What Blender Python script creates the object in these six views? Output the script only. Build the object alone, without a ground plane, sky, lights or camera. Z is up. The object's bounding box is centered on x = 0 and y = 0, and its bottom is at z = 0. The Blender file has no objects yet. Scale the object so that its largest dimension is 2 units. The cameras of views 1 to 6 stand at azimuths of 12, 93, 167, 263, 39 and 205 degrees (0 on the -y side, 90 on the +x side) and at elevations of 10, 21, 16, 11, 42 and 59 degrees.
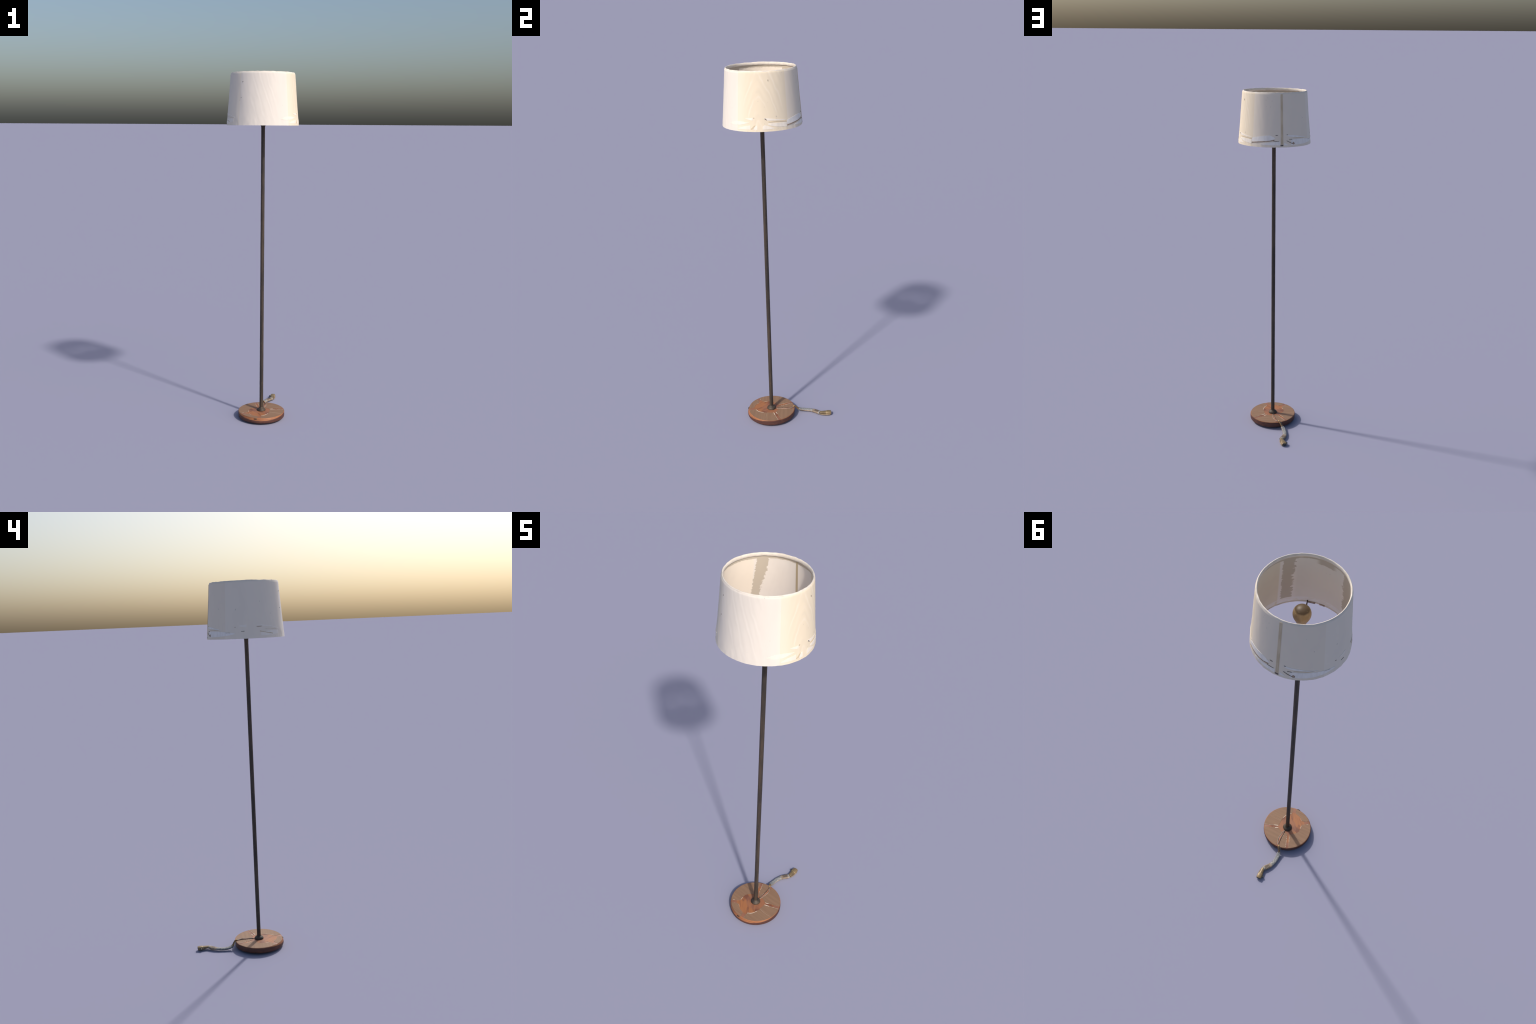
"""A tall floor lamp: fabric drum shade, slim bronze pole, round veneered wooden foot, short cut cord with plug."""
import bpy, math, random
from mathutils import Vector, noise

random.seed(7)
PX, PY = 0.003, -0.074          # the pole axis in the world; all parts are built around it
DEG = math.pi / 180


# ------------------------------------------------------------------ node helpers
class N:
    """A value in a node tree, with arithmetic that adds Math nodes."""
    def __init__(self, t, s):
        self.t, self.s = t, s

    def _m(self, op, *a, clamp=False):
        n = self.t.nodes.new("ShaderNodeMath")
        n.operation = op
        n.use_clamp = clamp
        for i, x in enumerate((self,) + a):
            if isinstance(x, N):
                self.t.links.new(x.s, n.inputs[i])
            else:
                n.inputs[i].default_value = x
        return N(self.t, n.outputs[0])

    def __add__(s, o): return s._m("ADD", o)
    def __sub__(s, o): return s._m("SUBTRACT", o)
    def __mul__(s, o): return s._m("MULTIPLY", o)
    def __truediv__(s, o): return s._m("DIVIDE", o)
    __radd__, __rmul__ = __add__, __mul__
    def neg(s): return s * -1.0
    def abs(s): return s._m("ABSOLUTE")
    def sin(s): return s._m("SINE")
    def max(s, o): return s._m("MAXIMUM", o)
    def min(s, o): return s._m("MINIMUM", o)
    def inv(s): return (s * -1.0) + 1.0
    def atan2(s, o): return s._m("ARCTAN2", o)
    def wrap(s, lo, hi): return s._m("WRAP", hi, lo)

    def step(s, a, b):
        """0 below a, 1 above b (a may be larger than b to fall instead)."""
        n = s.t.nodes.new("ShaderNodeMapRange")
        n.interpolation_type = "SMOOTHSTEP"
        lo, hi, flip = (a, b, False) if a < b else (b, a, True)
        s.t.links.new(s.s, n.inputs[0])
        n.inputs[1].default_value, n.inputs[2].default_value = lo, hi
        n.inputs[3].default_value, n.inputs[4].default_value = (1, 0) if flip else (0, 1)
        return N(s.t, n.outputs[0])

    def band(s, lo, hi, soft):
        return s.step(lo - soft, lo + soft) * s.step(hi + soft, hi - soft)


class Mat:
    def __init__(self, name, rough=0.6, metallic=0.0, spec=0.5):
        self.m = bpy.data.materials.new(name)
        self.m.use_nodes = True
        self.t = self.m.node_tree
        self.b = self.t.nodes["Principled BSDF"]
        self.b.inputs["Roughness"].default_value = rough
        self.b.inputs["Metallic"].default_value = metallic
        self.b.inputs["Specular IOR Level"].default_value = spec
        self.tc = self.t.nodes.new("ShaderNodeTexCoord")
        self.sep = self.t.nodes.new("ShaderNodeSeparateXYZ")
        self.t.links.new(self.tc.outputs["Object"], self.sep.inputs[0])

    def xyz(self):
        return tuple(N(self.t, self.sep.outputs[i]) for i in range(3))

    def vec(self, x, y, z):
        c = self.t.nodes.new("ShaderNodeCombineXYZ")
        for i, v in enumerate((x, y, z)):
            if isinstance(v, N):
                self.t.links.new(v.s, c.inputs[i])
            else:
                c.inputs[i].default_value = v
        return c.outputs[0]

    def noise(self, scale=(1, 1, 1), rot=0.0, detail=4, rough=0.55, dist=0.0, vec=None, size=1.0):
        mp = self.t.nodes.new("ShaderNodeMapping")
        mp.vector_type = "TEXTURE"
        mp.inputs["Rotation"].default_value = (0, 0, rot)
        mp.inputs["Scale"].default_value = tuple(1.0 / k for k in scale)
        self.t.links.new(vec or self.tc.outputs["Object"], mp.inputs[0])
        n = self.t.nodes.new("ShaderNodeTexNoise")
        n.inputs["Scale"].default_value = size
        n.inputs["Detail"].default_value = detail
        n.inputs["Roughness"].default_value = rough
        n.inputs["Distortion"].default_value = dist
        self.t.links.new(mp.outputs[0], n.inputs["Vector"])
        return N(self.t, n.outputs["Fac"])

    def mix(self, fac, a, b, mode="MIX"):
        n = self.t.nodes.new("ShaderNodeMix")
        n.data_type, n.blend_type = "RGBA", mode
        for sock, v in ((n.inputs[0], fac), (n.inputs[6], a), (n.inputs[7], b)):
            if isinstance(v, N):
                self.t.links.new(v.s, sock)
            elif isinstance(v, bpy.types.NodeSocket):
                self.t.links.new(v, sock)
            elif isinstance(v, (int, float)):
                sock.default_value = v
            else:
                sock.default_value = tuple(v) + (1.0,)
        return n.outputs[2]

    def color(self, c):
        if isinstance(c, bpy.types.NodeSocket):
            self.t.links.new(c, self.b.inputs["Base Color"])
        else:
            self.b.inputs["Base Color"].default_value = tuple(c) + (1.0,)
        return self

    def bump(self, h, strength=0.3, dist=0.001):
        n = self.t.nodes.new("ShaderNodeBump")
        n.inputs["Strength"].default_value = strength
        n.inputs["Distance"].default_value = dist
        self.t.links.new(h.s, n.inputs["Height"])
        self.t.links.new(n.outputs[0], self.b.inputs["Normal"])
        return self


def srgb(r, g, b):
    f = lambda c: (c / 255 / 12.92) if c < 10.3 else ((c / 255 + 0.055) / 1.055) ** 2.4
    return (f(r), f(g), f(b))


# ------------------------------------------------------------------ materials
def fabric_outside():
    M = Mat("shade_fabric", rough=0.85, spec=0.25)
    x, y, z = M.xyz()
    az = y.atan2(x) * (1 / DEG)
    wob = (M.noise((6, 6, 6)) - 0.5) * 3.0
    # azimuth sectors in slightly different whites
    white = (az + wob * 0.1).step(-33.7, -34.3) * az.step(-122, -117)
    warm = az.step(-16, -33) * 0.45 * az.step(-40, -34)
    c = M.mix(white, (0.81, 0.698, 0.528), (0.805, 0.738, 0.655))
    c = M.mix(warm, c, (0.86, 0.785, 0.655))
    back = (az + wob * 0.1).step(41.2, 42.2) * az.step(143, 142)
    c = M.mix(back, c, (0.82, 0.725, 0.595))
    left = az.step(142, 142.6).max(az.step(-117, -122))
    c = M.mix(left, c, (0.84, 0.758, 0.640))
    # arched watermark lines in the cloth
    lines = None
    for a0, lo, hi, slope in ((-2.0, -24, 34, 2.6), (-101.0, -100, -56, 2.9)):
        d = ((az - a0) + wob * 0.5) * (DEG * 0.19)
        arch = (d * d + 0.0002)._m("SQRT")
        ph = z + arch * slope + (M.noise((9, 9, 4)) - 0.5) * 0.15
        w = (ph * (2 * math.pi / 0.062)).sin() + (ph * (2 * math.pi / 0.041) + 1.3).sin() * 0.4
        w = w * az.band(lo, hi, 9)
        lines = w if lines is None else lines + w
    lines = lines * M.noise((14, 14, 8)).step(0.32, 0.56)
    c = M.mix((lines * 0.5).step(0.05, 0.8) * 0.13, c, (0.58, 0.52, 0.45))
    c = M.mix((lines.neg() * 0.5).step(0.05, 0.8) * 0.26, c, (0.93, 0.87, 0.79))
    # soft dinginess and small flecks
    c = M.mix(M.noise((10, 10, 5)).step(0.45, 0.75) * 0.10, c, (0.60, 0.56, 0.50))
    fleck = M.noise((70, 70, 45), detail=1).step(0.765, 0.80)
    c = M.mix(fleck * 0.35, c, (0.35, 0.31, 0.27))
    M.color(c)
    weave = M.noise((260, 260, 120), detail=2) * 0.5 + M.noise((26, 26, 7)) * 1.0
    return M.bump(weave, 0.22, 0.0012).m


def fabric_inside():
    M = Mat("shade_lining", rough=0.85, spec=0.2)
    x, y, z = M.xyz()
    az = y.atan2(x) * (1 / DEG)
    jag = (M.noise((40, 40, 75), detail=5, rough=0.78) - 0.5) * 17.0 + (M.noise((12, 12, 14)) - 0.5) * 10
    fine = (M.noise((70, 70, 160), detail=3) - 0.5) * 5.0
    top = (z - 1.80) * (1 / 0.17)          # 0 at the lower end, 1 under the hem
    a = az + jag
    t1 = (az + top * 6.5 + jag * 0.35 + fine).step(151, 150.5) * (a + top * 11.0).step(139.2, 139.8)
    t2 = (a + fine).step(-53, -52) * (az + fine * 1.6).step(-37.5, -38.5) * z.step(1.747, 1.749)
    t3 = (a * 1.0).step(-119, -120) * az.step(-139, -138) * z.step(1.762, 1.764)
    under = (z + jag * 0.0007).step(1.9705, 1.9720)  # shadow of the rim, painted into the lining as a darker band
    corner = (z + jag * 0.0015).step(1.948, 1.951) * az.band(-105, -82, 4)
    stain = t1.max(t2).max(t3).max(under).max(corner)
    squig = M.noise((55, 55, 30), detail=2).step(0.66, 0.69) * az.band(-108, -92, 2) * z.band(1.91, 1.95, 0.006)
    light = M.mix(az.band(-34, 60, 1.0), (0.84, 0.765, 0.68), (0.78, 0.68, 0.52))
    light = M.mix(az.step(147, 150).max(az.step(-138, -140)), light, (0.88, 0.775, 0.64))
    light = M.mix(az.band(-118, -55, 3), light, (0.80, 0.735, 0.64))
    low = z.step(1.748, 1.743) * M.noise((22, 22, 60)).step(0.42, 0.47)
    light = M.mix(low * 0.5, light, (0.86, 0.83, 0.81))
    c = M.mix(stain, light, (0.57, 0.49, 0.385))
    c = M.mix(squig, c, (0.40, 0.34, 0.29))
    seam = az.band(88.6, 92.0, 0.15)
    c = M.mix(seam, c, (0.50, 0.40, 0.26))
    c = M.mix(M.noise((9, 9, 9)).step(0.4, 0.75) * 0.12, c, (0.58, 0.50, 0.42))
    M.color(c)
    return M.bump(M.noise((200, 200, 100), detail=2), 0.15, 0.001).m


def hem_cloth():
    M = Mat("hem_cloth", rough=0.8, spec=0.25)
    c = M.mix(M.noise((35, 35, 35)).step(0.4, 0.7) * 0.5, (0.80, 0.725, 0.63), (0.60, 0.52, 0.43))
    M.color(c)
    return M.bump(M.noise((90, 90, 90)), 0.3, 0.0015).m


def plain(name, a, b, scale=(60, 60, 60), rough=0.6, lo=0.35, hi=0.65, metallic=0.0, bump=0.2, spec=0.5):
    M = Mat(name, rough=rough, metallic=metallic, spec=spec)
    n = M.noise(scale)
    M.color(M.mix(n.step(lo, hi), a, b))
    if bump:
        M.bump(n, bump, 0.0008)
    return M.m


def veneer():
    M = Mat("greyed_veneer", rough=0.62, spec=0.35)
    grain = M.noise((5, 75, 20), rot=-0.03, detail=6, rough=0.62, dist=0.25)
    pores = M.noise((14, 420, 40), rot=-0.03, detail=3)
    c = M.mix(grain.step(0.30, 0.70), (0.238, 0.134, 0.080), (0.305, 0.178, 0.106))
    c = M.mix(pores.step(0.52, 0.66) * 0.30, c, (0.185, 0.105, 0.07))
    c = M.mix(M.noise((16, 16, 16)).step(0.35, 0.7) * 0.5, c, (0.262, 0.160, 0.096))
    M.color(c)
    return M.bump(pores + grain, 0.18, 0.0006).m


def bare_wood():
    """The orange-brown heart showing between the veneer pieces."""
    M = Mat("bare_orange_wood", rough=0.5, spec=0.4)
    flow = M.noise((9, 34, 9), rot=-0.75, detail=4, dist=0.6)
    fine = M.noise((20, 160, 20), rot=-0.75, detail=4)
    c = M.mix(flow.step(0.40, 0.58), (0.200, 0.078, 0.045), (0.385, 0.152, 0.060))
    c = M.mix(fine.step(0.5, 0.7) * 0.3, c, (0.22, 0.085, 0.045))
    x, y, z = M.xyz()
    r = (x * x + y * y)._m("SQRT")
    red = r.step(0.098, 0.104).max(r.step(0.055, 0.050) * 0.5)
    c = M.mix(red * 0.85, c, (0.280, 0.126, 0.080))
    M.color(c)
    return M.bump(fine, 0.15, 0.0006).m


def rim_wood():
    """Side of the disc: grain runs round it in layers."""
    M = Mat("red_brown_wood_edge", rough=0.55, spec=0.35)
    x, y, z = M.xyz()
    az = y.atan2(x)
    v = M.vec(x * 14.0, y * 14.0, z * 330.0 + (M.noise((9, 9, 9)) - 0.5) * 5.0)
    g = M.noise(vec=v, detail=5, rough=0.6, dist=0.4)
    c = M.mix(g.step(0.32, 0.66), (0.058, 0.027, 0.022), (0.132, 0.051, 0.035))  # wood colour darkened toward the scan's baked-in shade on the side
    c = M.mix(M.noise((28, 28, 60)).step(0.5, 0.72) * 0.5, c, (0.20, 0.080, 0.042))
    M.color(c)
    return M.bump(g, 0.2, 0.0008).m


def chamfer_wood():
    M = Mat("worn_orange_wood_edge", rough=0.5, spec=0.35)
    x, y, z = M.xyz()
    v = M.vec(x * 10.0, y * 22.0, z * 260.0)
    g = M.noise(vec=v, detail=5, rough=0.6, dist=0.5)
    c = M.mix(g.step(0.34, 0.64), (0.22, 0.082, 0.041), (0.42, 0.167, 0.064))
    c = M.mix(M.noise((30, 30, 30)).step(0.55, 0.7) * 0.5, c, (0.38, 0.135, 0.080))
    M.color(c)
    return M.bump(g, 0.15, 0.0006).m


def bronze(name="dark_bronze_paint"):
    M = Mat(name, rough=0.55, metallic=0.1, spec=0.4)
    x, y, z = M.xyz()
    long = M.noise((60, 60, 5), detail=4)
    spot = M.noise((130, 130, 60), detail=3)
    c = M.mix(long.step(0.38, 0.64), (0.040, 0.033, 0.028), (0.080, 0.058, 0.041))
    c = M.mix(spot.step(0.60, 0.72) * 0.5, c, (0.115, 0.080, 0.052))
    M.color(c)
    return M.bump(spot, 0.12, 0.0006).m


def bulb_coat():
    M = Mat("smoked_gold_glass", rough=0.48, spec=0.4)
    x, y, z = M.xyz()
    r = (x * x + y * y)._m("SQRT") + (M.noise((60, 60, 60)) - 0.5) * 0.004
    cap = r.step(0.0315, 0.0265) * z.step(0.098, 0.102)
    c = M.mix(M.noise((45, 45, 25)).step(0.35, 0.7), (0.27, 0.185, 0.092), (0.355, 0.262, 0.152))
    c = M.mix(cap, c, (0.110, 0.072, 0.036))
    speck = M.noise((160, 160, 160), detail=1).step(0.72, 0.76)
    c = M.mix(speck * 0.3, c, (0.55, 0.42, 0.22))
    return M.color(c).m


def brass():
    M = Mat("dull_brass_plastic", rough=0.42, metallic=0.15, spec=0.5)
    g = M.noise((110, 14, 60), rot=0.1, detail=3)
    c = M.mix(g.step(0.35, 0.65), (0.150, 0.106, 0.056), (0.275, 0.195, 0.100))
    M.color(c)
    return M.bump(g, 0.2, 0.0008).m


MT = dict(
    fabric=fabric_outside(), lining=fabric_inside(), hem=hem_cloth(),
    seam=plain("grey_tan_seam_tape", (0.56, 0.45, 0.305), (0.65, 0.535, 0.375), (50, 50, 14), 0.8),
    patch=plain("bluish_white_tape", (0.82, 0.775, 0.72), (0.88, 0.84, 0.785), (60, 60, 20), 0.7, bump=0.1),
    faint=plain("faint_cream_tape", (0.85, 0.785, 0.69), (0.88, 0.82, 0.73), (60, 60, 20), 0.75, bump=0.1),
    pale=plain("cream_white_tape", (0.84, 0.765, 0.655), (0.875, 0.805, 0.70), (60, 60, 20), 0.75, bump=0.1),
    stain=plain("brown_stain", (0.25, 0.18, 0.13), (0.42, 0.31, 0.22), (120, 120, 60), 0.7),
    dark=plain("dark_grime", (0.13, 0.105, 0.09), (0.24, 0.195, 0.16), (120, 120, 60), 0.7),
    veneer=veneer(), bare=bare_wood(), rim=rim_wood(), chamfer=chamfer_wood(),
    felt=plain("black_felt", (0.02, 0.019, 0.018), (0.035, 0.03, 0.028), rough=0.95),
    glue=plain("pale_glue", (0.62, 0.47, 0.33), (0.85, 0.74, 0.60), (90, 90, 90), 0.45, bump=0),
    bronze=bronze(), bulb=bulb_coat(), brass=brass(),
    grey=plain("grey_woven_sleeve", (0.17, 0.172, 0.170), (0.33, 0.325, 0.315), (150, 150, 150), 0.7, bump=0.5),
    tan=plain("tan_worn_sleeve", (0.20, 0.145, 0.10), (0.36, 0.275, 0.20), (90, 60, 90), 0.65, bump=0.35),
    hollow=plain("worn_dark_hollow", (0.115, 0.085, 0.062), (0.22, 0.17, 0.125), (120, 50, 90), 0.65, bump=0.3),
    band=plain("pale_grey_band", (0.22, 0.21, 0.195), (0.34, 0.315, 0.285), (140, 140, 140), 0.6, bump=0.3),
    black=plain("black_rubber", (0.035, 0.037, 0.035), (0.075, 0.078, 0.072), (100, 100, 100), 0.45),
    wire=plain("dark_wire", (0.075, 0.05, 0.037), (0.15, 0.105, 0.08), (90, 60, 90), 0.6),
    paleire=plain("pale_wire", (0.24, 0.195, 0.155), (0.38, 0.32, 0.265), (90, 60, 90), 0.55),
    copper=plain("bare_copper_strands", (0.24, 0.135, 0.055), (0.42, 0.26, 0.11), (150, 60, 150), 0.45, metallic=0.3),
)


# ------------------------------------------------------------------ mesh helpers
def add(name, verts, faces, mats, parent, idx=None, smooth=True, loc=(0, 0, 0), angle=40):
    me = bpy.data.meshes.new(name)
    me.from_pydata([tuple(v) for v in verts], [], faces)
    for m in (mats if isinstance(mats, (list, tuple)) else [mats]):
        me.materials.append(m)
    if idx:
        me.polygons.foreach_set("material_index", idx)
    me.validate()
    import bmesh
    bm = bmesh.new()
    bm.from_mesh(me)
    bmesh.ops.recalc_face_normals(bm, faces=bm.faces)
    bm.to_mesh(me)
    bm.free()
    if smooth:
        me.polygons.foreach_set("use_smooth", [True] * len(me.polygons))
        me.set_sharp_from_angle(angle=angle * DEG)
    ob = bpy.data.objects.new(name, me)
    bpy.context.collection.objects.link(ob)
    ob.parent = parent
    ob.location = loc
    return ob


def loop_mesh(rings, closed=True):
    """Stack of equal-length vertex rings -> verts, faces (ring i to i+1), wrapping round each ring."""
    n = len(rings[0])
    verts = [v for r in rings for v in r]
    faces = []
    for i in range(len(rings) - 1 + (1 if closed else 0)):
        a, b = i * n, ((i + 1) % len(rings)) * n
        for k in range(n):
            k2 = (k + 1) % n
            faces.append((a + k, a + k2, b + k2, b + k))
    return verts, faces


def lathe(profile, n=96, fn=None, closed=False, caps=True):
    """profile: list of (r, z) or function az -> list. fn(az, r, z) -> (r, z) wobble."""
    prof = profile if callable(profile) else (lambda a: profile)
    rows = len(prof(0.0))
    rings = []
    for i in range(rows):
        ring = []
        for k in range(n):
            a = 2 * math.pi * k / n
            r, z = prof(a)[i]
            if fn:
                r, z = fn(a, r, z)
            ring.append((r * math.cos(a), r * math.sin(a), z))
        rings.append(ring)
    v, f = loop_mesh(rings, closed)
    if caps and not closed:
        f.append(tuple(range(n))[::-1])
        f.append(tuple((rows - 1) * n + k for k in range(n)))
    return v, f


def spline(pts, per=10):
    """Catmull-Rom through points of any dimension."""
    P = [tuple(p) for p in pts]
    P = [tuple(2 * a - b for a, b in zip(P[0], P[1]))] + P + [tuple(2 * a - b for a, b in zip(P[-1], P[-2]))]
    out = []
    for i in range(1, len(P) - 2):
        for s in range(per):
            t = s / per
            out.append(tuple(0.5 * (2 * b + (c - a) * t + (2 * a - 5 * b + 4 * c - d) * t * t + (3 * b - a - 3 * c + d) * t ** 3)
                             for a, b, c, d in zip(P[i - 1], P[i], P[i + 1], P[i + 2])))
    out.append(P[-2])
    return out


def tube(stations, n=16, power=2.0, wob=0.0, twist=0.0):
    """stations: (x, y, z, half_width, half_height); superelliptic section kept upright."""
    rings = []
    for i, s in enumerate(stations):
        p = Vector(s[:3])
        q0, q1 = Vector(stations[max(i - 1, 0)][:3]), Vector(stations[min(i + 1, len(stations) - 1)][:3])
        t = (q1 - q0).normalized()
        side = t.cross(Vector((0, 0, 1)))
        side = side.normalized() if side.length > 1e-4 else Vector((1, 0, 0))
        up = side.cross(t).normalized()
        ring = []
        for k in range(n):
            a = 2 * math.pi * k / n + twist * i
            ca, sa = math.cos(a), math.sin(a)
            e = 2 / power
            cx = math.copysign(abs(ca) ** e, ca) * s[3]
            cy = math.copysign(abs(sa) ** e, sa) * s[4]
            v = p + side * cx + up * cy
            if wob:
                v += (v - p).normalized() * noise.noise(v * 160) * wob
            ring.append(v)
        rings.append(ring)
    v, f = loop_mesh(rings, False)
    f.append(tuple(range(n))[::-1])
    f.append(tuple((len(rings) - 1) * n + k for k in range(n)))
    return v, f


def interp(x, table):
    for (x0, y0), (x1, y1) in zip(table, table[1:]):
        if x <= x1:
            return y0 + (y1 - y0) * max(0.0, (x - x0) / (x1 - x0))
    return table[-1][1]


# ------------------------------------------------------------------ the lamp
lamp = bpy.data.objects.new("floor_lamp", None)
lamp.empty_display_size = 0.2
bpy.context.collection.objects.link(lamp)
lamp.location = (PX, PY, 0)
lamp["label"] = "tall floor lamp with cream drum shade and round wooden foot"
lamp["category"] = "floor lamp"

# ---- base disc
TOP = 0.0385
RO = 0.1366


def front(a):
    """How strongly the upper edge is worn away: most at the front (-y)."""
    return max(0.0, math.cos(a + 86 * DEG)) ** 1.5


def base_profile(a):
    w = front(a)
    rt = 0.1345 - 0.0045 * w
    zc = 0.0368 - 0.0140 * w
    wav = 0.0006 * noise.noise((math.cos(a) * 3, math.sin(a) * 3, 0.3))
    ro = RO + wav
    p = [(0.006, TOP), (0.05, TOP), (0.10, TOP), (rt - 0.002, TOP), (rt, TOP - 0.0006)]
    p += [(rt + (ro - rt) * (0.5 + 0.12 * w), (TOP + zc) / 2 + 0.0003), (ro - 0.0004, zc + 0.0009), (ro, zc - 0.0006)]
    p += [(ro + 0.0004, 0.017), (ro - 0.0006, 0.0105), (ro - 0.0030, 0.0075), (ro - 0.009, 0.0058), (0.03, 0.0055), (0.006, 0.0055)]
    return p


NB = 144
v, f = lathe(base_profile, NB)
idx = []
for i in range(13):
    m = 0 if i < 3 else (1 if i < 6 else 2)
    idx += [m] * NB
idx += [0, 2]
base = add("base", v, f, [MT["bare"], MT["chamfer"], MT["rim"]], lamp, idx, loc=(0.0006, -0.0015, 0), angle=35)
v, f = lathe([(0.004, 0.0), (0.112, 0.0), (0.114, 0.001), (0.114, 0.0057), (0.004, 0.0057)], 72)
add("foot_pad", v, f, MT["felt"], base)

# veneer pieces: (start az at the inner / outer end, end az at the inner / outer end)
HEART = [(-190, .0625), (-180, .0710), (-159, .0760), (-142, .0830), (-131, .0920), (-120, .0940), (-108, .0980), (-92, .0995), (-82, .0985),
         (-79, .0900), (-74, .0870), (-67, .0840), (-60, .0790), (-53, .0730), (-40, .0630), (-22, .0535), (-8, .0505), (8, .0500),
         (37, .0490), (64, .0445), (88, .0375), (112, .0440), (131, .0510), (155, .0550), (168, .0625), (180, .0710), (201, .0760), (218, .0830), (229, .0920)]
PIECES = [(-79.5, -79.6, 17.0, 20.2), (32.0, 26.4, 75.0, 87.5), (91.5, 93.0, 114.0, 113.0), (129.0, 118.5, 217.5, 216.6), (-129.5, -136.0, -91.0, -87.4)]


def lateral(p, t, u):
    """azimuth in a piece: u across (0 start, 1 end), t from the heart (0) to the rim (1)."""
    a0 = p[0] + (p[1] - p[0]) * t ** 0.6
    a1 = p[2] + (p[3] - p[2]) * t ** 0.6
    return a0 + (a1 - a0) * u


def piece_xy(p, t, u):
    a = lateral(p, t, u)
    r0 = interp(a, HEART) + 0.0008 * noise.noise((a * 0.2, 1.7, 0))
    # rounded corners at the heart end
    edge = min(u, 1 - u) * (p[2] - p[0]) * DEG * r0
    r0 += 0.004 * max(0.0, 1 - edge / 0.006) ** 2
    r1 = 0.1340 - 0.0045 * front(a * DEG)
    r = r0 + (r1 - r0) * t
    jit = 0.0004 * noise.noise((r * 90, u * 3, p[0]))
    a = a * DEG + jit / r
    return r * math.cos(a), r * math.sin(a)


for p in PIECES:
    nu = max(10, int(abs(p[2] - p[0]) / 2))
    nt = 10
    top = [[piece_xy(p, t / nt, u / nu) for u in range(nu + 1)] for t in range(nt + 1)]
    verts, faces = [], []
    for zz in (TOP - 0.0003, TOP + 0.0007):
        for row in top:
            verts += [(x, y, zz) for x, y in row]
    S = (nu + 1) * (nt + 1)
    g = lambda t, u, l: l * S + t * (nu + 1) + u
    for t in range(nt):
        for u in range(nu):
            for l in (0, 1):
                faces.append((g(t, u, l), g(t, u + 1, l), g(t + 1, u + 1, l), g(t + 1, u, l)))
    for t in range(nt):
        for u in (0, nu):
            faces.append((g(t, u, 0), g(t + 1, u, 0), g(t + 1, u, 1), g(t, u, 1)))
    for u in range(nu):
        for t in (0, nt):
            faces.append((g(t, u, 0), g(t, u + 1, 0), g(t, u + 1, 1), g(t, u, 1)))
    add("veneer_piece", verts, faces, MT["veneer"], base, angle=30)

# thin pale lines along the joints: (piece, side, from, to, half width, gap threshold)
gv, gf = [], []


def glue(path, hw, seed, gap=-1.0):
    run = []
    for i, (x, y) in enumerate(path):
        k = noise.noise((i * 0.33 + seed * 9.1, seed, 0))
        if k > gap:
            run.append((x, y, TOP + 0.0007, hw * (0.75 + 0.5 * k + 0.15), 0.00035))
        if (k <= gap or i == len(path) - 1) and len(run) > 2:
            run[0] = run[0][:3] + (hw * 0.2, 0.0002)
            run[-1] = run[-1][:3] + (hw * 0.2, 0.0002)
            v, f = tube(run, 8)
            o = len(gv)
            gv.extend(v)
            gf.extend([tuple(q + o for q in g_) for g_ in f])
            run = []
        elif k <= gap:
            run = []


def side_path(p, u, t0, t1, n=40):
    return [piece_xy(p, t0 + (t1 - t0) * i / n, u) for i in range(n + 1)]


def heart_path(p, u0, u1, n=40):
    return [piece_xy(p, 0.0, u0 + (u1 - u0) * i / n) for i in range(n + 1)]


A, B, C, D, E = PIECES
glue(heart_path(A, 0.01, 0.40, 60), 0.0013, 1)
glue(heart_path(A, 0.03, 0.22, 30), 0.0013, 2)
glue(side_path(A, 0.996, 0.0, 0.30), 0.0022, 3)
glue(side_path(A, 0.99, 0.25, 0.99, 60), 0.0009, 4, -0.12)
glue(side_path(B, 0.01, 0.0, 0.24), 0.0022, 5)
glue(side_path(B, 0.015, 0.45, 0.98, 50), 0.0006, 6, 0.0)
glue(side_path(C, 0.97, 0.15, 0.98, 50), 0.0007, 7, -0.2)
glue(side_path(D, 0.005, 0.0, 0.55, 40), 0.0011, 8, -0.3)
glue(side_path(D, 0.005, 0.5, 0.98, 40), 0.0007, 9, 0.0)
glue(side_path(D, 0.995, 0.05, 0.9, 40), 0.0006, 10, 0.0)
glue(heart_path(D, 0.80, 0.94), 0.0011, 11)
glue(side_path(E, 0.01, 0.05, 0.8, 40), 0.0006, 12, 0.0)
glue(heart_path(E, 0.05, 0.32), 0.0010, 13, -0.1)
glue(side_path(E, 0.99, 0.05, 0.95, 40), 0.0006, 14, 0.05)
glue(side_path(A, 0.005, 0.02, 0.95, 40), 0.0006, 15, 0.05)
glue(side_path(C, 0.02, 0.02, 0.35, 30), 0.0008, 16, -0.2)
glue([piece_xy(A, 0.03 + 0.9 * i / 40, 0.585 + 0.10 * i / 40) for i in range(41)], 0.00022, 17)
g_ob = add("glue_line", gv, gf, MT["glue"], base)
g_ob["kind"] = "stuff"

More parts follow.
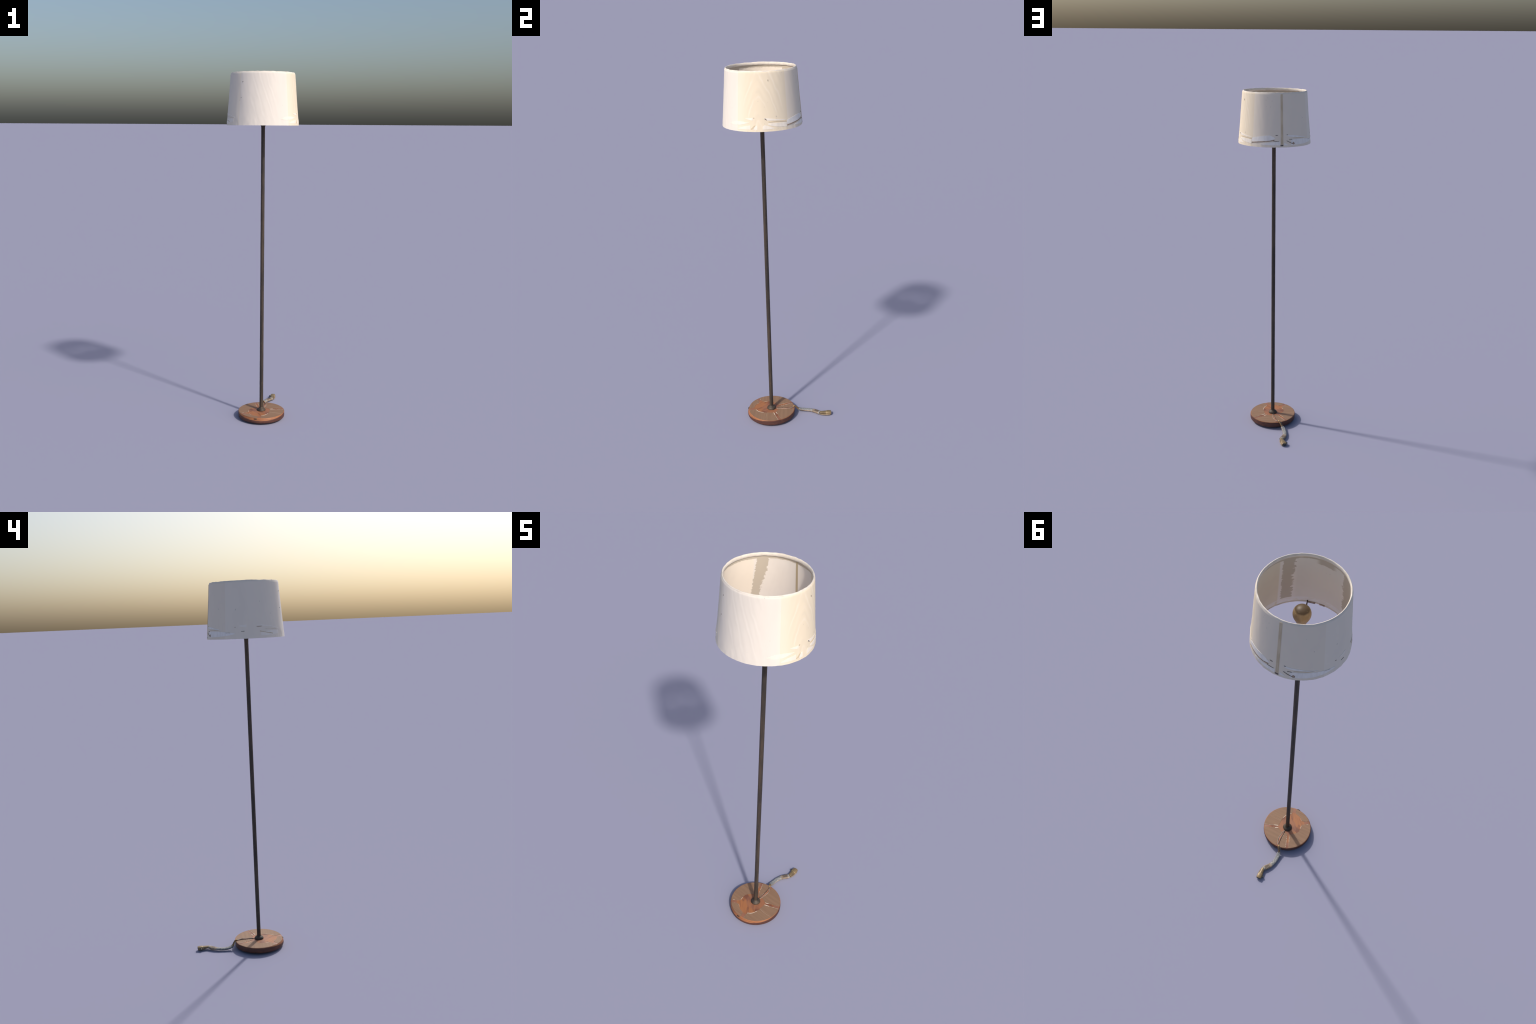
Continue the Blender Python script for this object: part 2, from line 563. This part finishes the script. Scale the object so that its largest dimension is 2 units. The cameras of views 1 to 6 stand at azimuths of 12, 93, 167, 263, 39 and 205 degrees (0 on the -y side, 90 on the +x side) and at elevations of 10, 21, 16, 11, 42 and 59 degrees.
# dark knot on the worn front edge
kn = []
for i in range(9):
    a = (-97.5 + 8.5 * i / 8) * DEG
    w = 0.9 * math.sqrt(max(0.02, 1 - ((i - 4) / 4.2) ** 2))
    kn.append((0.1332 * math.cos(a), 0.1332 * math.sin(a), 0.0336, 0.0034 * w, 0.0040 * w))
v, f = tube(kn, 12)
add("knot", v, f, MT["bronze"], base)

# ---- pole with bell-shaped flange
def pole_wob(a, r, z):
    return r + 0.00025 * noise.noise((math.cos(a), math.sin(a), z * 12)), z


zs = [0.045 + (1.712 - 0.045) * i / 60 for i in range(61)]
v, f = lathe([(0.0108, z) for z in zs[:-1]] + [(0.0112, 1.7045), (0.0128, 1.7095), (0.0142, 1.7130)], 32, pole_wob)
pole = add("pole", v, f, MT["bronze"], lamp)
FL = spline([(0.0243, 0.0386), (0.0252, 0.0410), (0.0240, 0.0452), (0.0204, 0.0500), (0.0156, 0.0535), (0.0122, 0.0565), (0.0108, 0.0605)], 5)
v, f = lathe([(0.004, 0.0386)] + FL + [(0.0095, 0.0615), (0.004, 0.0615)], 48,
             lambda a, r, z: (r * (1 + 0.05 * noise.noise((math.cos(a) * 1.5, math.sin(a) * 1.5, z * 60))), z))
add("flange", v, f, MT["bronze"], pole)

# ---- socket and bulb on top of the pole
v, f = lathe([(0.003, 1.706), (0.0112, 1.706), (0.0125, 1.712), (0.0150, 1.717), (0.0172, 1.722), (0.0175, 1.745), (0.0165, 1.760), (0.0155, 1.768), (0.003, 1.768)], 40)
socket = add("socket", v, f, MT["bronze"], lamp)
BULB = spline([(0.0130, 0.0), (0.0138, 0.014), (0.0155, 0.028), (0.0188, 0.042), (0.0238, 0.055), (0.0298, 0.068), (0.0346, 0.080), (0.0362, 0.092),
               (0.0344, 0.1050), (0.0290, 0.1155), (0.0205, 0.1228), (0.0100, 0.1268), (0.0012, 0.1280)], 5)
v, f = lathe(BULB, 48)
bulb = add("bulb", v, f, MT["bulb"], lamp, loc=(0, 0, 1.766))
v, f = lathe([(0.0132, -0.006), (0.0142, -0.004), (0.0132, -0.001), (0.0142, 0.001), (0.0132, 0.003)], 32)
add("screw_cap", v, f, MT["brass"], bulb)

# ---- shade
SX, SY = -0.0028, 0.0019
Z0, Z1 = 1.7127, 1.9972
R0, R1 = 0.2020, 0.1790
EL = 0.0050            # a touch wider in y than in x
TILT = (0.0, -0.0015)


def cone(a, z, lift=0.0):
    """A point on the outside of the shade at azimuth a (radians) and height z."""
    t = (z - Z0) / (Z1 - Z0)
    r = R0 + (R1 - R0) * t - 0.0006 * math.sin(math.pi * t)
    r += 0.0005 * noise.noise((math.cos(a) * 2.2, math.sin(a) * 2.2, z * 9))
    r += 0.00035 * noise.noise((math.cos(a) * 7, math.sin(a) * 7, z * 22))
    r -= 0.0034 * max(0.0, (z - 1.9890) / 0.0082) ** 2      # the cloth turns in over the top ring
    low = max(0.0, 1 - (z - Z0) / 0.075)                     # puckers gathered above the lower hem
    r += 0.0011 * low * noise.noise((math.cos(a) * 11, math.sin(a) * 11, z * 32 + 4.2))
    r += 0.0006 * noise.noise((math.cos(a + z) * 16, math.sin(a + z) * 16, z * 6 + 9.1)) * (0.35 + low)
    r *= 1 - EL * 0.5 * math.cos(2 * a)
    r += lift
    x, y = r * math.cos(a), r * math.sin(a)
    fade = max(0.0, 1 - t * 1.6)
    return Vector((x, y, z + fade * (TILT[0] * x + TILT[1] * y)))


NS, NZ = 240, 64
WALL = 0.0030
rings, mid = [], []
for i in range(NZ + 1):
    z = Z0 + (Z1 - Z0) * i / NZ
    rings.append([cone(2 * math.pi * k / NS, z) for k in range(NS)])
for i in range(NZ, -1, -1):
    z = Z0 + (Z1 - Z0) * i / NZ
    rings.append([cone(2 * math.pi * k / NS, z, -WALL) for k in range(NS)])
v, f = loop_mesh(rings, True)
idx = []
for i in range(len(rings)):
    idx += [0 if i < NZ or i == len(rings) - 1 else (1 if i > NZ else 2)] * NS
shade = add("shade", v, f, [MT["fabric"], MT["lining"], MT["hem"]], lamp, idx, loc=(SX, SY, 0), angle=50)


def hem(z, inner, half_r, half_z, lump):
    """Rolled cloth hem: a lumpy ring of rounded section just inside the edge."""
    rings = []
    for j in range(14):
        b = 2 * math.pi * j / 14
        ring = []
        for k in range(NS):
            a = 2 * math.pi * k / NS
            l = 1 + lump * noise.noise((math.cos(a) * 9, math.sin(a) * 9, z + j * 0.12))
            c = cone(a, z, -inner)
            d = Vector((math.cos(a), math.sin(a), 0))
            ring.append(c + d * (half_r * l * math.cos(b)) + Vector((0, 0, half_z * l * math.sin(b))))
        rings.append(ring)
    v, f = loop_mesh(rings, True)
    return add("hem", v, f, MT["hem"], shade)


hem(1.9912, 0.0052, 0.0040, 0.0080, 0.20)
hem(1.7180, 0.0034, 0.0022, 0.0026, 0.14)


def cone_piece(name, stations, mat, lift=0.0007, per=6, nz=4):
    """A thin strip lying on the shade: stations of (azimuth in degrees, low z, high z), set proud of the cloth."""
    st = []
    for (a0, l0, h0), (a1, l1, h1) in zip(stations, stations[1:]):
        n = max(per, int(abs(a1 - a0)))
        for i in range(n):
            t = i / n
            st.append((a0 + (a1 - a0) * t, l0 + (l1 - l0) * t, h0 + (h1 - h0) * t))
    st.append(stations[-1])
    cols = len(st)
    verts, faces = [], []
    for lf in (-0.0006, lift):
        for a, lo, hi in st:
            for j in range(nz + 1):
                wig = 0.0005 * noise.noise((a * 0.5, j * 2.0, lo * 50))
                verts.append(cone(a * DEG, lo + (hi - lo) * j / nz + wig, lf))
    S = cols * (nz + 1)
    g = lambda i, j, l: l * S + i * (nz + 1) + j
    for i in range(cols - 1):
        for j in range(nz):
            for l in (0, 1):
                faces.append((g(i, j, l), g(i + 1, j, l), g(i + 1, j + 1, l), g(i, j + 1, l)))
        for j in (0, nz):
            faces.append((g(i, j, 0), g(i + 1, j, 0), g(i + 1, j, 1), g(i, j, 1)))
    for j in range(nz):
        for i in (0, cols - 1):
            faces.append((g(i, j, 0), g(i, j + 1, 0), g(i, j + 1, 1), g(i, j, 1)))
    return add(name, verts, faces, mat, shade, angle=30)


# the glued seam down the back, with its little end tab
cone_piece("seam_tape", [(87.6, 1.728, 1.990), (91.2, 1.728, 1.990)], MT["seam"], 0.0012, nz=30)
cone_piece("seam_tab", [(86.9, 1.7195, 1.7265), (91.3, 1.7195, 1.7265)], MT["dark"], 0.0011)

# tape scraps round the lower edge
P, W = MT["patch"], MT["pale"]
for st, mat in (
    ([(-49, 1.746, 1.748), (-40, 1.741, 1.759), (-30, 1.744, 1.762), (-16.3, 1.7557, 1.757)], W),
    ([(-21.6, 1.7755, 1.7775), (-16, 1.770, 1.779), (-10.3, 1.767, 1.7795)], W),
    ([(-33, 1.724, 1.727), (-24, 1.724, 1.738), (-14, 1.724, 1.744)], W),
    ([(-9.5, 1.724, 1.737), (-4, 1.7235, 1.744)], W),
    ([(3.5, 1.7235, 1.739), (6.5, 1.7235, 1.745), (11, 1.724, 1.740), (20, 1.7255, 1.7275)], W),
    ([(5.3, 1.776, 1.7785), (10, 1.7655, 1.777), (22, 1.764, 1.771), (40, 1.7605, 1.7625)], W),
    ([(11, 1.746, 1.7520), (18, 1.738, 1.7518), (28, 1.732, 1.7512), (40, 1.7275, 1.7505)], W),
    ([(40.3, 1.739, 1.7590), (48, 1.7415, 1.766), (62, 1.746, 1.774), (71, 1.749, 1.7762), (78.3, 1.758, 1.7635)], P),
    ([(55, 1.728, 1.730), (62, 1.726, 1.735), (75, 1.7245, 1.741), (86.5, 1.7245, 1.7445)], P),
    ([(96.5, 1.7755, 1.7785), (101, 1.7685, 1.7775), (112, 1.7655, 1.774), (135.5, 1.7575, 1.7585)], P),
    ([(104, 1.7245, 1.752), (112, 1.7245, 1.754), (128, 1.7255, 1.753), (146, 1.730, 1.7465), (157, 1.737, 1.741)], P),
    ([(92.6, 1.7245, 1.738), (99, 1.7235, 1.7255)], P),
    ([(163, 1.776, 1.7775), (170, 1.7705, 1.780), (174.8, 1.7675, 1.7818)], MT["faint"]),
    ([(190, 1.776, 1.7785), (197, 1.774, 1.7785), (214, 1.769, 1.7725), (232, 1.754, 1.757)], MT["faint"]),
    ([(196, 1.726, 1.742), (206, 1.726, 1.746), (218, 1.728, 1.750), (229, 1.733, 1.752)], MT["faint"]),
):
    cone_piece("tape_scrap", st, mat)

# brown and dark strips
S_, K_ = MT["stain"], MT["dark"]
for st, mat in (
    ([(39.8, 1.7325, 1.7362), (58, 1.7395, 1.7432), (70, 1.7445, 1.7482), (77.6, 1.7480, 1.7530)], S_),
    ([(12, 1.7575, 1.7600), (22, 1.7578, 1.7596), (39.5, 1.7545, 1.7562)], MT["seam"]),
    ([(-13.3, 1.7232, 1.7275), (-10.2, 1.7280, 1.7385), (-7.2, 1.7390, 1.7448)], MT['seam']),
    ([(6.3, 1.7735, 1.7765), (8.0, 1.7690, 1.7750), (9.5, 1.7665, 1.7690)], K_),
    ([(-9.8, 1.7785, 1.7805), (-8.2, 1.7785, 1.7805)], S_),
    ([(79.3, 1.7755, 1.7785), (81.5, 1.7745, 1.7785), (83.2, 1.7775, 1.7788)], K_),
    ([(76.0, 1.7428, 1.7440), (80, 1.7432, 1.7460), (85, 1.7448, 1.7462)], K_),
    ([(97.0, 1.7768, 1.7800), (99.0, 1.7768, 1.7796)], K_),
    ([(96.8, 1.7465, 1.7490), (102, 1.7362, 1.7400), (108.5, 1.7265, 1.7295)], K_),
    ([(101, 1.7535, 1.7558), (106, 1.7530, 1.7560)], K_),
    ([(108, 1.7598, 1.7608), (120, 1.7590, 1.7608), (131, 1.7575, 1.7582)], MT["seam"]),
    ([(143, 1.7438, 1.7448), (150, 1.7430, 1.7442)], S_),
    ([(166.8, 1.7475, 1.7492), (171.5, 1.7482, 1.7505)], K_),
    ([(157, 1.7702, 1.7718), (159, 1.7702, 1.7718)], S_),
    ([(189.8, 1.7690, 1.7712), (198, 1.7705, 1.7722)], S_),
    ([(194.3, 1.7456, 1.7492), (206, 1.7380, 1.7408), (216.5, 1.7315, 1.7355)], MT["seam"]),
    ([(202, 1.7586, 1.7592), (212, 1.7585, 1.7592), (229, 1.7512, 1.7516)], MT["seam"]),
    ([(-114.9, 1.9415, 1.9445), (-113.7, 1.9430, 1.9465)], K_),
    ([(-116.7, 1.8585, 1.8620), (-116.0, 1.8590, 1.8625)], K_),
    ([(13.2, 1.9500, 1.9580), (13.9, 1.9490, 1.9570)], K_),
):
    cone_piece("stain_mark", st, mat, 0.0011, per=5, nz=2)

# brown blob at the end of the dark strip
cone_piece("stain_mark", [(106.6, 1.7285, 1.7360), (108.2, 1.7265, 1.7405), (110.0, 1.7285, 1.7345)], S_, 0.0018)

# spider: ring at the socket and three spokes to the lower hem
v, f = lathe([(0.0172, 1.7245), (0.0215, 1.7245), (0.0215, 1.7275), (0.0172, 1.7275)], 40, closed=True)
spider = add("shade_carrier", v, f, MT["bronze"], lamp)
for a in (-72, 26, 167):
    c, s = math.cos(a * DEG), math.sin(a * DEG)
    st = [(c * 0.020, s * 0.020, 1.726, 0.0030, 0.0026), (c * 0.11, s * 0.11, 1.7255, 0.0028, 0.0026),
          (c * 0.185, s * 0.185, 1.7245, 0.0026, 0.0024), (c * 0.1985, s * 0.1985, 1.7235, 0.0024, 0.0022)]
    v, f = tube(spline(st, 4), 10)
    add("spoke", v, f, MT["bronze"], spider)

# a brown mark on the lining beside the spoke
for a0, a1 in ((-81, -72), (-93, -86)):
    vs, fs = [], []
    for i in range(9):
        a = (a0 + (a1 - a0) * i / 8) * DEG
        for z, l in ((1.7150, -0.0066), (1.7205, -0.0066), (1.7205, -0.0030), (1.7150, -0.0030)):
            vs.append(cone(a, z, l))
    for i in range(8):
        for j in range(4):
            fs.append((i * 4 + j, i * 4 + (j + 1) % 4, i * 4 + 4 + (j + 1) % 4, i * 4 + 4 + j))
    fs += [(0, 1, 2, 3), (35, 34, 33, 32)]
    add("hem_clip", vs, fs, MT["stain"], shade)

# the metal clip where the front spoke grips the lower edge
vs, fs = [], []
for i in range(9):
    a = (-80.5 + 8.5 * i / 8) * DEG
    for z, l in ((1.7125, -0.0064), (1.7125, -0.0012), (1.7160, -0.0022), (1.7190, -0.0064)):
        vs.append(cone(a, z, l))
for i in range(8):
    for j in range(4):
        fs.append((i * 4 + j, i * 4 + (j + 1) % 4, i * 4 + 4 + (j + 1) % 4, i * 4 + 4 + j))
fs += [(0, 1, 2, 3), (35, 34, 33, 32)]
add("spoke_clip", vs, fs, MT["bronze"], spider, loc=(SX, SY, 0))


# ---- cord: two wires across the foot, over its edge, a flat sleeve, a band and the plug
def W_(x, y, z, *r):
    """World position -> lamp coordinates."""
    return (x - PX, y - PY, z) + r


CORD = spline([
    W_(-0.0065, 0.0575, 0.0425, .0042, .0036), W_(-0.0130, 0.0672, 0.0385, .0046, .0040), W_(-0.0195, 0.0745, 0.0265, .0056, .0050),
    W_(-0.0235, 0.0840, 0.0170, .0072, .0056), W_(-0.0262, 0.0970, 0.0122, .0080, .0056), W_(-0.0268, 0.1160, 0.0088, .0080, .0056),
    W_(-0.0250, 0.1400, 0.0070, .0080, .0057), W_(-0.0174, 0.1655, 0.0068, .0084, .0060), W_(-0.0065, 0.1850, 0.0078, .0092, .0064),
    W_(0.0060, 0.2010, 0.0095, .0092, .0066), W_(0.0118, 0.2090, 0.0105, .0085, .0066)], 8)
n = len(CORD)


def section(i0, i1, name, mats, pick, grow=1.0, parent=None, dip=0.0):
    thick = 1 + (grow - 1) * 0.35
    st = [(s[0], s[1], max(s[2], s[4] * thick + 0.0016), s[3] * grow, s[4] * thick) for s in CORD[i0:i1 + 1]]
    v, f = tube(st, 20, power=2.6, wob=0.0011)
    if dip:
        m = len(st)
        for i in range(m):
            d = dip * math.sin(math.pi * i / (m - 1))
            for k in range(20):
                a = 2 * math.pi * k / 20
                if math.sin(a) > 0.3:
                    q = Vector(v[i * 20 + k])
                    q.z -= d * max(0.0, math.sin(a)) ** 2 * max(0, 1 - 1.3 * abs(math.cos(a)))
                    v[i * 20 + k] = q
    idx = [pick(k % 20, k // 20 / max(1, len(st) - 1)) if k < (len(st) - 1) * 20 else 0 for k in range(len(f))]
    return add(name, v, f, mats, parent, idx, angle=50)


G, T_, H, BN = MT["grey"], MT["tan"], MT["hollow"], MT["band"]
# sector 0..19 round the section starts on the right-hand side of the run; 2..8 is the top
cord = section(0, 24, "cord", [MT["copper"], MT["wire"]], lambda k, t: 1 if k in (2, 3, 4, 5, 13, 14, 15) else 0, parent=lamp)
section(22, 56, "sleeve", [G, T_, MT["black"]], lambda k, t: 0 if 1 <= k <= 9 else (1 if k in (18, 19, 0) else 2 if k > 14 or k < 12 else 2), 1.40, cord)  # black lower faces: baked shadow on the sleeve's underside, put in as colour
section(55, 58, "band", [BN], lambda k, t: 0, 1.42, cord)
section(57, 74, "sleeve", [T_, H], lambda k, t: 1 if 3 <= k <= 7 and 0.2 < t < 0.95 else 0, 1.48, cord, dip=0.0032)
section(72, n - 1, "band", [BN], lambda k, t: 0, 1.44, cord)

# loose wires lying in the groove of the foot
st = [W_(0.0050, -0.0480, 0.0408), W_(0.0046, -0.0200, 0.0404), W_(0.0043, 0.0026, 0.0404), W_(0.0025, 0.0260, 0.0406), W_(-0.001, 0.0440, 0.0415), W_(-0.0075, 0.0590, 0.0425)]
v, f = tube(spline([s + (0.0016, 0.0014) for s in st], 6), 10)
add("wire", v, f, MT["wire"], cord)
st = [W_(0.0080, -0.0450, 0.0402), W_(0.0123, -0.0331, 0.0404), W_(0.0167, 0.0050, 0.0404), W_(0.0140, 0.0240, 0.0404), W_(0.0095, 0.0360, 0.0408), W_(0.0008, 0.0496, 0.0418), W_(-0.0070, 0.0585, 0.0428)]
v, f = tube(spline([s + (0.0016, 0.0013) for s in st], 6), 10)
add("wire", v, f, MT["paleire"], cord)
# the red-brown groove between them
gr = []
for i in range(21):
    t = i / 20
    y = -0.040 + 0.078 * t
    xa, xb = 0.0052 - 0.0045 * max(0, t - 0.5) * 2, 0.0085 + 0.0095 * math.sin(math.pi * min(1, t * 1.15)) - 0.002 * t
    gr.append(W_((xa + xb) / 2, y, 0.0392, max(0.0008, (xb - xa) / 2), 0.0005))
v, f = tube(gr, 8)
add("groove", v, f, plain("raw_orange_groove", (0.36, 0.155, 0.085), (0.46, 0.22, 0.13), (60, 30, 60)), base, loc=(-0.0006, 0.0015, 0))
# knotted copper at the rim and a stray grey end
st = [W_(-0.002, 0.0500, 0.0420, .0022, .002), W_(-0.0065, 0.0565, 0.0465, .0032, .003), W_(-0.0100, 0.0620, 0.0455, .0036, .0032), W_(-0.0135, 0.0680, 0.0400, .0026, .003)]
v, f = tube(spline(st, 6), 12, wob=0.0008)
add("strand_knot", v, f, MT["copper"], cord)
st = [W_(-0.0165, 0.0610, 0.0400, .0012, .001), W_(-0.0215, 0.0630, 0.0360, .0012, .001), W_(-0.0245, 0.0655, 0.0260, .0010, .001)]
v, f = tube(spline(st, 5), 8)
add("stray_strand", v, f, G, cord)

# plug: tapered neck, raised ring, faceted body, dark underside with a side nub
p0, p1 = Vector(W_(0.0120, 0.2080, 0.0120)), Vector(W_(0.0085, 0.2735, 0.0098))
axis = p1 - p0


def plug_st(t, w, h, up=0.0):
    q = p0 + axis * t
    return (q.x, q.y, q.z + up, w * 1.30, h * 1.06)


neck = [plug_st(0.0, .0076, .0060), plug_st(0.12, .0080, .0066), plug_st(0.30, .0086, .0074), plug_st(0.52, .0096, .0086), plug_st(0.555, .0098, .0088)]
v, f = tube(neck, 16, power=2.4)
plug = add("plug", v, f, MT["brass"], cord, angle=25)
v, f = tube([plug_st(0.55, .0104, .0090), plug_st(0.56, .0108, .0093), plug_st(0.575, .0104, .0090)], 16, power=2.4)
add("plug_ring", v, f, plain("pale_brass_edge", (0.42, 0.31, 0.15), (0.55, 0.42, 0.22)), plug)
v, f = tube([plug_st(0.565, .0100, .0088), plug_st(0.64, .0112, .0098), plug_st(0.80, .0116, .0101), plug_st(0.93, .0110, .0094), plug_st(0.99, .0102, .0084), plug_st(1.0, .0086, .0066)], 14, power=2.9)
idx = [1 if (8 <= k % 14 <= 12) else 0 for k in range(len(f) - 2)] + [0, 1]
add("plug_body", v, f, [MT["brass"], MT["black"]], plug, idx, angle=22)
st = [W_(0.0020, 0.2510, 0.0085, .0050, .0048), W_(-0.0060, 0.2535, 0.0085, .0056, .0052), W_(-0.0115, 0.2555, 0.0088, .0046, .0044), W_(-0.0142, 0.2562, 0.0090, .0022, .0024)]
v, f = tube(spline(st, 5), 12)
add("plug_nub", v, f, MT["black"], plug)
# pale lower edge of the plug, lying on the floor
st = [W_(0.0175, 0.2040, 0.0058, .0030, .0030), W_(0.0215, 0.2210, 0.0042, .0038, .0032), W_(0.0228, 0.2430, 0.0034, .0040, .0031), W_(0.0215, 0.2620, 0.0034, .0034, .0030), W_(0.0165, 0.2725, 0.0040, .0022, .0022)]
v, f = tube(spline(st, 5), 10)
add("plug_edge", v, f, T_, plug)
